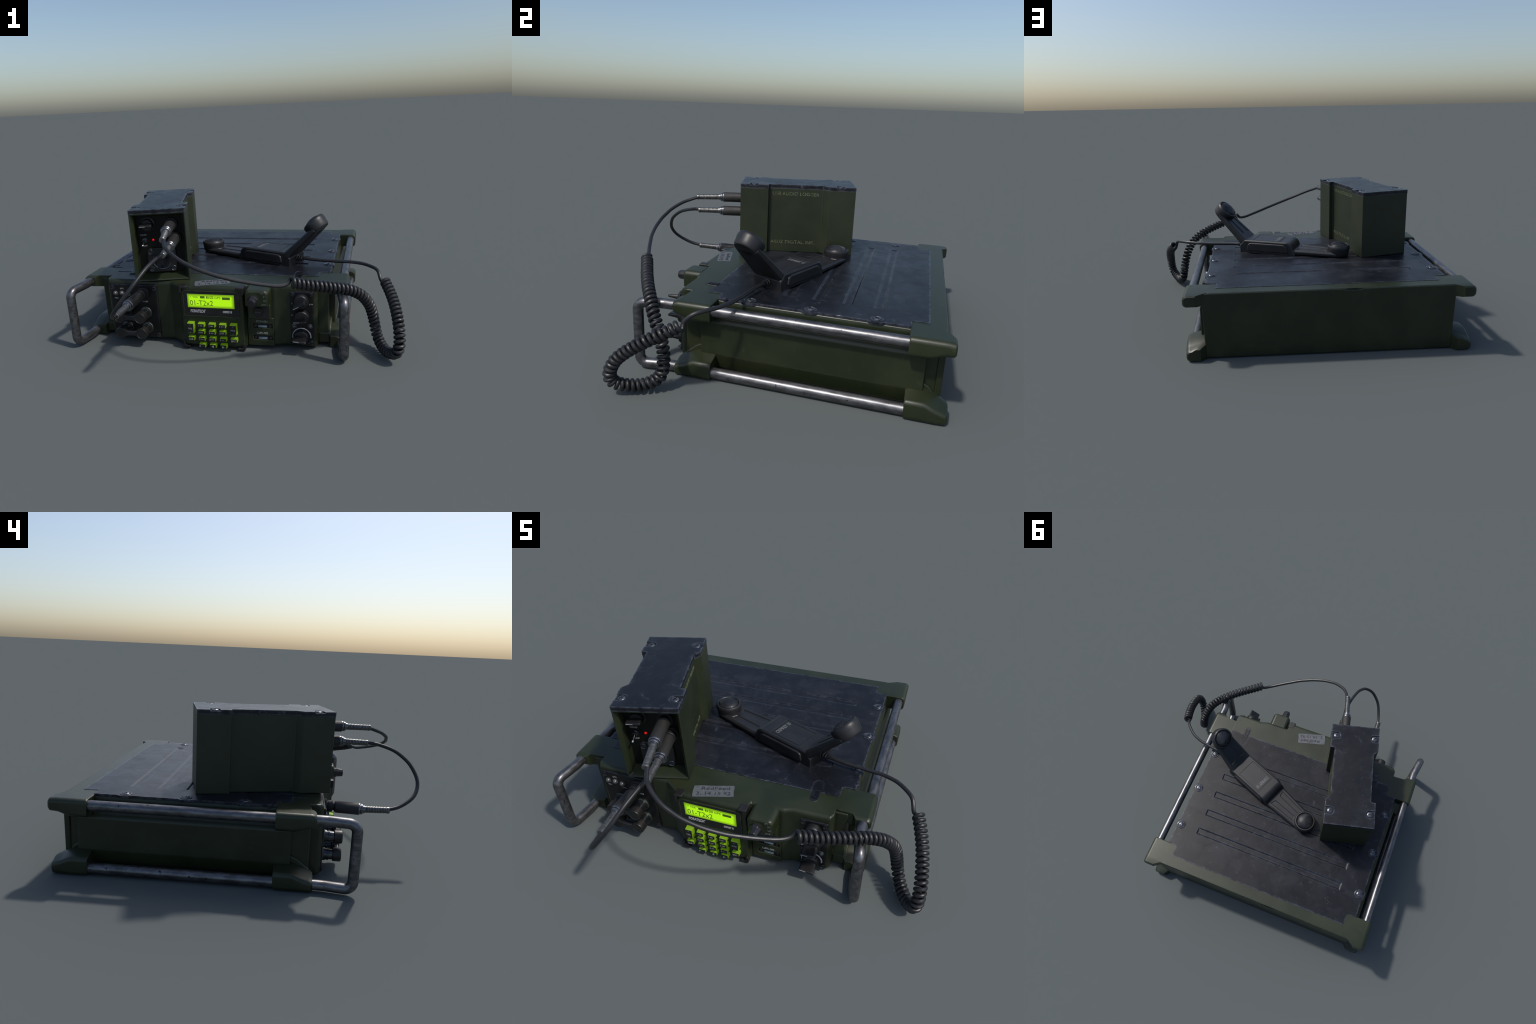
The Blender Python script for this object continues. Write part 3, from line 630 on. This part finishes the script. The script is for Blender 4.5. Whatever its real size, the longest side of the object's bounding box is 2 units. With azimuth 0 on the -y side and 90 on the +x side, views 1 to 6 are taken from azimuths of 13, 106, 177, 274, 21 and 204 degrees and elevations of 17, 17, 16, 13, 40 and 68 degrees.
# rotary selector
sw = add("selector_knob", lathe_mesh("selector_knob", [(0.043, 0), (0.043, 0.004), (0.037, 0.006), (0.0355, 0.026), (0.033, 0.030), (0, 0.030)], 32), M_PLASTIC, pan, lg_aim(-0.072, YL, 0.336))
g = add("knob_grip", loft_mesh("knob_grip", [[(u, v * 1.3, 0.026) for u, v in ((-0.042, -0.010), (0.030, -0.012), (0.034, 0), (0.030, 0.012), (-0.042, 0.010))], [(u, v * .6, 0.066) for u, v in ((-0.042, -0.010), (0.030, -0.012), (0.034, 0), (0.030, 0.012), (-0.042, 0.010))], [(u * .97, v * .45, 0.069) for u, v in ((-0.042, -0.010), (0.030, -0.012), (0.034, 0), (0.030, 0.012), (-0.042, 0.010))]]), M_PLASTIC, sw, lg_aim(-0.072, YL, 0.336)); bevel_mod(g, 0.003, 2, 25)
add("knob_mark", box_mesh("knob_mark", 0.034, 0.002, 0.0012), M_TEXTW, g, lg_aim(-0.072, YL, 0.336) @ Matrix.Translation((-0.022, 0, 0.0695)))
# toggle switch
tg = add("toggle_switch", lathe_mesh("toggle_switch", [(0.017, 0), (0.017, 0.008), (0.0145, 0.010), (0.0135, 0.022), (0.010, 0.023), (0.009, 0.015), (0, 0.015)], 24), M_GUNMETAL, pan, lg_aim(-0.100, YL, 0.238))
tl = Vector((-0.12, -1, -0.55)).normalized(); tb = Vector((-0.100, YL - 0.014, 0.238))
add("toggle_lever", lathe_mesh("toggle_lever", [(0.0042, 0), (0.0045, 0.028), (0.0075, 0.038), (0.0080, 0.043), (0.005, 0.049), (0, 0.050)], 16), M_CHROME, tg, LG @ aim(tb, tl))
add("status_lamp", lathe_mesh("status_lamp", [(0.0072, 0), (0.0072, 0.003), (0.006, 0.006), (0.003, 0.008), (0, 0.0083)], 20), M_RED, pan, lg_aim(-0.047, YL - 0.001, 0.239))
add("logger_panel_lettering", text_mesh([("POWER", 0.0105, lg_front(-0.103, YL - 0.0025, 0.272), 0.040, 'CENTER'), ("OFF", 0.0105, lg_front(-0.100, YL - 0.0025, 0.203), 0.030, 'CENTER')], "logger_panel_lettering"), M_TEXT, pan)
# square flange socket with round cap
fp = [(fx + 0.088 * s, fz + 0.076 * t_) for s, t_ in ((-1, -.8), (-.8, -1), (.8, -1), (1, -.8), (1, .8), (.8, 1), (-.8, 1), (-1, .8))]
fg = add("flange_socket", prism_mesh("flange_socket", fp, YL - 0.016, YL, XZ), M_PLASTIC, pan, LG)
cut(fg, [tmp(lathe_mesh("c", [(0.0525, -0.05), (0.0525, 0.05)], 40), LG @ aim((fx, YL, fz), FRONT))]); bevel_mod(fg, 0.003, 2)
add("flange_ring", lathe_mesh("flange_ring", [(0.060, 0), (0.060, 0.010), (0.057, 0.013), (0.053, 0.010), (0.053, 0.0)], 36), M_GUNMETAL, fg, lg_aim(fx, YL - 0.014, fz))
add("socket_well", lathe_mesh("socket_well", [(0.0, -0.046), (0.0505, -0.046), (0.0505, 0.012), (0.0522, 0.012), (0.0522, -0.048), (0.0, -0.048)], 36, lambda i, rr, h: 1 - 0.012 * (i % 2) if 0.05 < rr < 0.051 else 1), M_PLASTIC, fg, lg_aim(fx, YL, fz))
pins = bmesh.new()
for k in range(9):
    a = k * math.pi / 4; q = 0.027 if k < 8 else 0.0
    m_ = lathe_mesh("pin", [(0.0045, 0), (0.0045, 0.014), (0.003, 0.017), (0, 0.017)], 10); m_.transform(Matrix.Translation((q * math.cos(a), q * math.sin(a), 0))); pins.from_mesh(m_); bpy.data.meshes.remove(m_)
add("socket_pin", finish(pins, "socket_pin"), M_GUNMETAL, fg, lg_aim(fx, YL + 0.0455, fz), kind="stuff")
for s in (-1, 1):
    for t_ in (-1, 1):
        add("flange_bolt", lathe_mesh("flange_bolt", [(0.0175, 0), (0.0175, 0.007), (0.0150, 0.009), (0.0125, 0.007), (0.0120, 0.0015), (0, 0.0015)], 20), M_GUNMETAL, fg, lg_aim(fx + s * 0.066, YL - 0.0155, fz + t_ * 0.054))
# jacks behind the plugs
for x, z in ((0.070, 0.333), (0.0865, 0.246)):
    add("jack", SOCKET2, M_DARK, pan, lg_aim(x, YL, z))
# lettering on the +x side recess, reading front to back
def side_text(y, z): return LG @ Matrix.Translation((N_ + 0.0006, y, z)) @ Matrix.Rotation(math.pi / 2, 4, 'Z') @ Matrix.Rotation(math.pi / 2, 4, 'X')
add("logger_lettering", text_mesh([("USB AUDIO LOGGER", 0.0225, side_text(-0.013, 0.382), 0.298, 'CENTER'), ("AKUZ DIGITAL, INK.", 0.0225, side_text(-0.021, 0.062), 0.290, 'CENTER')], "logger_lettering", 0.0006), M_TEXTGREEN, case)

# ================================================================== HANDSET
HANG = math.radians(-21.9)
handset = empty("radio_handset", (-0.311, 0.266, 0.4065), HANG, "black bent telephone handset with round earpieces and coiled cord", "telephone handset")
HG = WORLD["radio_handset"]; HB = -0.0045        # lid surface in handset space is z = 0
def tapered(name, s0, s1, w0, w1, t0, t1, n=8):
    """arm: plan tapers from half-width w0 to w1, thickness t0 to t1, rounded far end"""
    rings = []
    for k in range(n + 1):
        f = k / n; s = s0 + (s1 - s0) * f; w = w0 + (w1 - w0) * f; t = t0 + (t1 - t0) * f
        c_ = min(0.010, t * 0.3)
        rings.append([(s, -w + c_, 0), (s, w - c_, 0), (s, w, c_), (s, w, t - c_), (s, w - c_, t), (s, -w + c_, t), (s, -w, t - c_), (s, -w, c_)])
    return loft_mesh(name, rings)
CAPP = [(0.040, 0.0), (0.062, 0.002), (0.069, 0.010), (0.0715, 0.028), (0.0755, 0.046), (0.0768, 0.060), (0.0750, 0.070), (0.0700, 0.0760), (0.0640, 0.0765), (0.0612, 0.0740), (0.0600, 0.0660), (0.0, 0.0655)]
def grille(parent, M):
    """domed speaker grille with a raised mesh of fine ribs"""
    add("grille", lathe_mesh("grille", [(0.0605, 0.064)] + [(0.0595 * math.cos(a), 0.0655 + 0.0270 * math.sin(a)) for a in np.linspace(0, math.pi / 2, 9)][:-1] + [(0, 0.0925)], 40), M_PLASTIC, parent, M)
    bm = bmesh.new()
    for ax in (0, 1):
        for k in range(-6, 7):
            u = k * 0.0088; half = math.sqrt(max(1e-6, 0.0575 ** 2 - u * u)); P = []
            for q in np.linspace(-half, half, 15):
                rr = (u * u + q * q) / 0.0595 ** 2; zz = 0.0655 + 0.0270 * math.sqrt(max(0, 1 - rr)) + 0.0004
                P.append((u, q, zz) if ax == 0 else (q, u, zz))
            m = tube_mesh("r", P, 0.0011, 6); bm.from_mesh(m); bpy.data.meshes.remove(m)
    add("grille_mesh", finish(bm, "grille_mesh"), M_GUNMETAL, parent, M, kind="stuff")
# lower arm
la = add("mouthpiece_arm", tapered("mouthpiece_arm", 0.325, 0.0, 0.0930, 0.0715, 0.0370, 0.0315), M_HANDSET, handset, HG)
def arm_cutters(M, sign=1):
    out = []
    for s in (1, -1):
        q = [(0.088, s * 0.018), (0.272, s * 0.024), (0.282, s * 0.062), (0.076, s * 0.050)]
        q = q if s > 0 else q[::-1]
        out.append(tmp(loft_mesh("c", [[(a, b, -0.0045) for a, b in q], [(0.18 + (a - 0.18) * 1.03, s * 0.04 + (b - s * 0.04) * 1.1, 0.02) for a, b in q]]), M))
    return out
tilt = math.atan2(0.0365 - 0.031, 0.325)
cut(la, arm_cutters(HG @ Matrix.Translation((0, 0, 0.0315)) @ Matrix.Rotation(-tilt, 4, 'Y'))); bevel_mod(la, 0.0035, 2, 40)
mp = add("mouthpiece", lathe_mesh("mouthpiece", CAPP, 44), M_HANDSET, handset, HG)
grille(mp, HG)
# grip block: side profile in s-z, rounded front shoulder, heel at the elbow
prof = [(0.285, -0.002), (0.692, -0.002), (0.694, 0.052), (0.660, 0.088), (0.648, 0.0875)] + [(0.352, 0.0875)] + \
       [(0.352 - 0.050 * math.sin(a), 0.0375 + 0.050 * math.cos(a)) for a in np.linspace(0.25, math.pi / 2, 7)] + [(0.298, 0.033)]
rings = []
for w_, k in ((-0.0925, 0.0), (-0.090, 0.5), (-0.085, 1.0), (0.088, 1.0), (0.093, 0.5), (0.0955, 0.0)):
    ins = 0.008 * (1 - k)
    rings.append([(s + (ins if s < 0.5 else -ins * 0.3), w_, z - (ins if z > 0.05 else 0)) for s, z in prof])
gb = add("grip_block", loft_mesh("grip_block", rings), M_HANDSET, handset, HG)
cut(gb, [tmp(box_mesh("c", 0.205, 0.146, 0.006, bevel=0.001), HG @ Matrix.Translation((0.500, 0, 0.0882)))]); bevel_mod(gb, 0.004, 3, 30)
# long side pads
for s in (-1, 1):
    pp = [(0.335, 0.018), (0.345, 0.012), (0.628, 0.012), (0.640, 0.022), (0.632, 0.060), (0.612, 0.072), (0.365, 0.072), (0.342, 0.056)]
    pd = add("grip_pad", prism_mesh("grip_pad", pp if s > 0 else pp[::-1], s * 0.090, s * 0.1040, XZ), M_HANDSET, gb, HG); bevel_mod(pd, 0.007, 3)
add("handset_plate", box_mesh("handset_plate", 0.196, 0.137, 0.004, bevel=0.0008), M_HANDSET, gb, HG @ Matrix.Translation((0.500, 0, 0.0850)))
add("handset_line", box_mesh("handset_line", 0.0030, 0.120, 0.0016), M_CAP, gb, HG @ Matrix.Translation((0.4085, 0, 0.0870)))
TXT = HG @ Matrix.Translation((0.430, 0.0, 0.0872)) @ Matrix.Rotation(math.pi / 2, 4, 'Z')
add("handset_lettering", text_mesh([("OSPREY III", 0.0235, TXT, 0.113, 'CENTER'), ("TM", 0.005, TXT @ Matrix.Translation((0.0615, 0.010, 0)), 0.006, 'CENTER')], "handset_lettering", 0.0006, 0.04), M_TEXTDIM, gb)
# upper arm, rising from the elbow
TH = math.radians(45.2)
UA = HG @ Matrix.Translation((0.690, 0, 0.054)) @ Matrix.Rotation(-TH, 4, 'Y')
ua = add("earpiece_arm", tapered("earpiece_arm", -0.012, 0.255, 0.0935, 0.0715, 0.052, 0.040), M_HANDSET, handset, UA)
cuts = []
t2 = math.atan2(0.052 - 0.040, 0.267)
for s in (1, -1):
    q = [(0.050, s * 0.020), (0.172, s * 0.017), (0.184, s * 0.048), (0.042, s * 0.060)]
    q = q if s > 0 else q[::-1]
    cuts.append(tmp(loft_mesh("c", [[(a, b, -0.0045) for a, b in q], [(0.11 + (a - 0.11) * 1.03, s * 0.04 + (b - s * 0.04) * 1.1, 0.02) for a, b in q]]), UA @ Matrix.Translation((0, 0, 0.0515)) @ Matrix.Rotation(t2, 4, 'Y')))
cut(ua, cuts); bevel_mod(ua, 0.0035, 2, 40)
EP = UA @ Matrix.Translation((0.254, 0, 0.0))
ep = add("earpiece", lathe_mesh("earpiece", CAPP, 44), M_HANDSET, handset, EP)
grille(ep, EP)
sr = add("strain_relief", lathe_mesh("strain_relief", [(0.021, -0.004), (0.021, 0.006), (0.016, 0.009), (0.018, 0.014), (0.018, 0.020), (0.0145, 0.023), (0.0155, 0.028), (0.0155, 0.034), (0.0125, 0.037), (0.0125, 0.044), (0, 0.044)], 24), M_RUBBER, handset, HG @ aim((0.692, 0.008, 0.030), (1, 0.0, 0.0)))

# -- cord: straight lead from the logger, long coil, straight lead to the handset
lead_a = [(-0.290, -0.655, 0.737), (-0.266, -0.714, 0.715), (-0.227, -0.755, 0.696), (-0.163, -0.790, 0.666), (-0.109, -0.802, 0.642), (-0.054, -0.807, 0.620), (0.020, -0.801, 0.593), (0.075, -0.790, 0.574), (0.130, -0.775, 0.556), (0.183, -0.754, 0.539), (0.236, -0.732, 0.523), (0.306, -0.699, 0.503), (0.350, -0.675, 0.490)]
axis = [(0.392, -0.661, 0.512), (0.455, -0.625, 0.489), (0.520, -0.589, 0.469), (0.568, -0.560, 0.455), (0.630, -0.520, 0.435), (0.689, -0.477, 0.411), (0.742, -0.436, 0.374), (0.773, -0.406, 0.336), (0.802, -0.368, 0.276), (0.820, -0.342, 0.207), (0.835, -0.336, 0.132), (0.849, -0.353, 0.079), (0.877, -0.412, 0.046), (0.910, -0.481, 0.046), (0.945, -0.535, 0.073), (0.961, -0.543, 0.125), (0.960, -0.511, 0.193), (0.952, -0.455, 0.245), (0.940, -0.393, 0.287), (0.928, -0.344, 0.315), (0.907, -0.279, 0.349), (0.881, -0.215, 0.384)]
lead_b = [(0.860, -0.221, 0.387), (0.855, -0.200, 0.408), (0.842, -0.172, 0.427), (0.818, -0.143, 0.435), (0.772, -0.101, 0.439), (0.732, -0.077, 0.440), (0.673, -0.055, 0.439), (0.627, -0.047, 0.438), (0.565, -0.036, 0.437), (0.518, -0.030, 0.437), (0.457, -0.019, 0.438), (0.411, -0.008, 0.439), (0.352, 0.012, 0.440)]
RC, RW, TURNS = 0.0228, 0.0104, 56
A = smooth(spline(axis, TURNS * 18 + 1), 40)
T, _, _ = frames(A)
up = np.array((0, 0, 1.0))
# twist-free frame started with "down" so that the lead joins from below
nrm = [-up + T[0] * (up @ T[0])]; nrm[0] /= np.linalg.norm(nrm[0])
for t in T[1:]:
    v = nrm[-1] - t * (nrm[-1] @ t); nrm.append(v / np.linalg.norm(v))
nrm = np.array(nrm); bn = np.cross(T, nrm)
ph = np.linspace(0, TURNS * 2 * math.pi, len(A))
# end phase chosen so that the coil leaves on the -x side
want = np.array((-1.0, -0.2, 0.1)); e = math.atan2(want @ bn[-1], want @ nrm[-1]); extra = (e - ph[-1]) % (2 * math.pi)
ph = ph * (1 + extra / ph[-1])
H = A + RC * (np.cos(ph)[:, None] * nrm + np.sin(ph)[:, None] * bn)
lead_a = [(x, y - 0.005 * math.sin(math.pi * k / 12), z) for k, (x, y, z) in enumerate(lead_a)]
Pa = spline(lead_a, 90); Pb = spline(lead_b, 70)
cordpath = np.vstack([Pa[:-1], H, Pb])
cordpath = spline(cordpath[np.r_[0:len(Pa) - 2, len(Pa) - 1 + 3:len(Pa) - 1 + len(H) - 3, len(Pa) - 1 + len(H) + 2:len(cordpath)]], 1500) if False else cordpath
lo, hi = len(Pa) - 8, len(Pa) + 6
for c0 in (len(Pa) - 1, len(Pa) - 1 + len(H)):
    seg = slice(max(0, c0 - 6), c0 + 7); cordpath[seg] = smooth(cordpath[seg].copy(), 14)
keep = [0]
for i in range(1, len(cordpath)):
    if np.linalg.norm(cordpath[i] - cordpath[keep[-1]]) > 0.003: keep.append(i)
cord = add("coiled_cord", tube_mesh("coiled_cord", cordpath[keep], np.where(np.arange(len(keep)) < 0, RW, RW), 10), M_CORD, handset)
def lgp(x, y, z): return LG @ Vector((x, y, z))
plug(cord, lgp(0.070, -0.30, 0.333), lgp(0.069, -0.336, 0.333), lgp(0.0650, -0.490, 0.3320), (-0.294, -0.667, 0.7335))

# ================================================================== PATCH CABLE
patch = empty("patch_cable", (-0.43, -0.80, 0.32), 0.0, "short black looped cable with two ribbed metal sleeved plugs", "audio cable")
run = [(-0.307, -0.648, 0.648), (-0.318, -0.720, 0.642), (-0.337, -0.804, 0.618), (-0.358, -0.860, 0.584), (-0.386, -0.904, 0.541), (-0.433, -0.9355, 0.478), (-0.4755, -0.932, 0.4245), (-0.515, -0.900, 0.380), (-0.547, -0.833, 0.340), (-0.567, -0.760, 0.322)]
run = [(x, y - 0.006 * math.sin(math.pi * k / 9), z) for k, (x, y, z) in enumerate(run)]
lead = add("cable_lead", tube_mesh("cable_lead", spline(run, 90), 0.0106, 12), M_CORD, patch)
plug(lead, lgp(0.086, -0.30, 0.246), lgp(0.0850, -0.340, 0.2455), lgp(0.0765, -0.490, 0.2435), (-0.305, -0.660, 0.645))
plug(lead, (-0.566, -0.42, 0.325), (-0.567, -0.482, 0.3235), (-0.573, -0.620, 0.3205), (-0.567, -0.771, 0.322), 1.13)
add("jack", SOCKET2, M_PLASTIC, lp, aim((-0.566, YP - 0.008, 0.3255), FRONT) @ Matrix.Diagonal((0.95, 0.95, 1.05, 1)))

# ------------------------------------------------------------------ even shading on the flat faces of bevelled parts
for o in list(bpy.data.objects):
    if o.type == 'MESH' and o.name.split(".")[0] not in ("coiled_cord", "cable_lead", "grille_mesh", "side_bar", "carry_handle", "level_arc", "display_text", "latch_rib") and "lettering" not in o.name and "writing" not in o.name:
        m = o.modifiers.new("weighted_normal", 'WEIGHTED_NORMAL'); m.mode = 'FACE_AREA'; m.weight = 60; m.keep_sharp = True
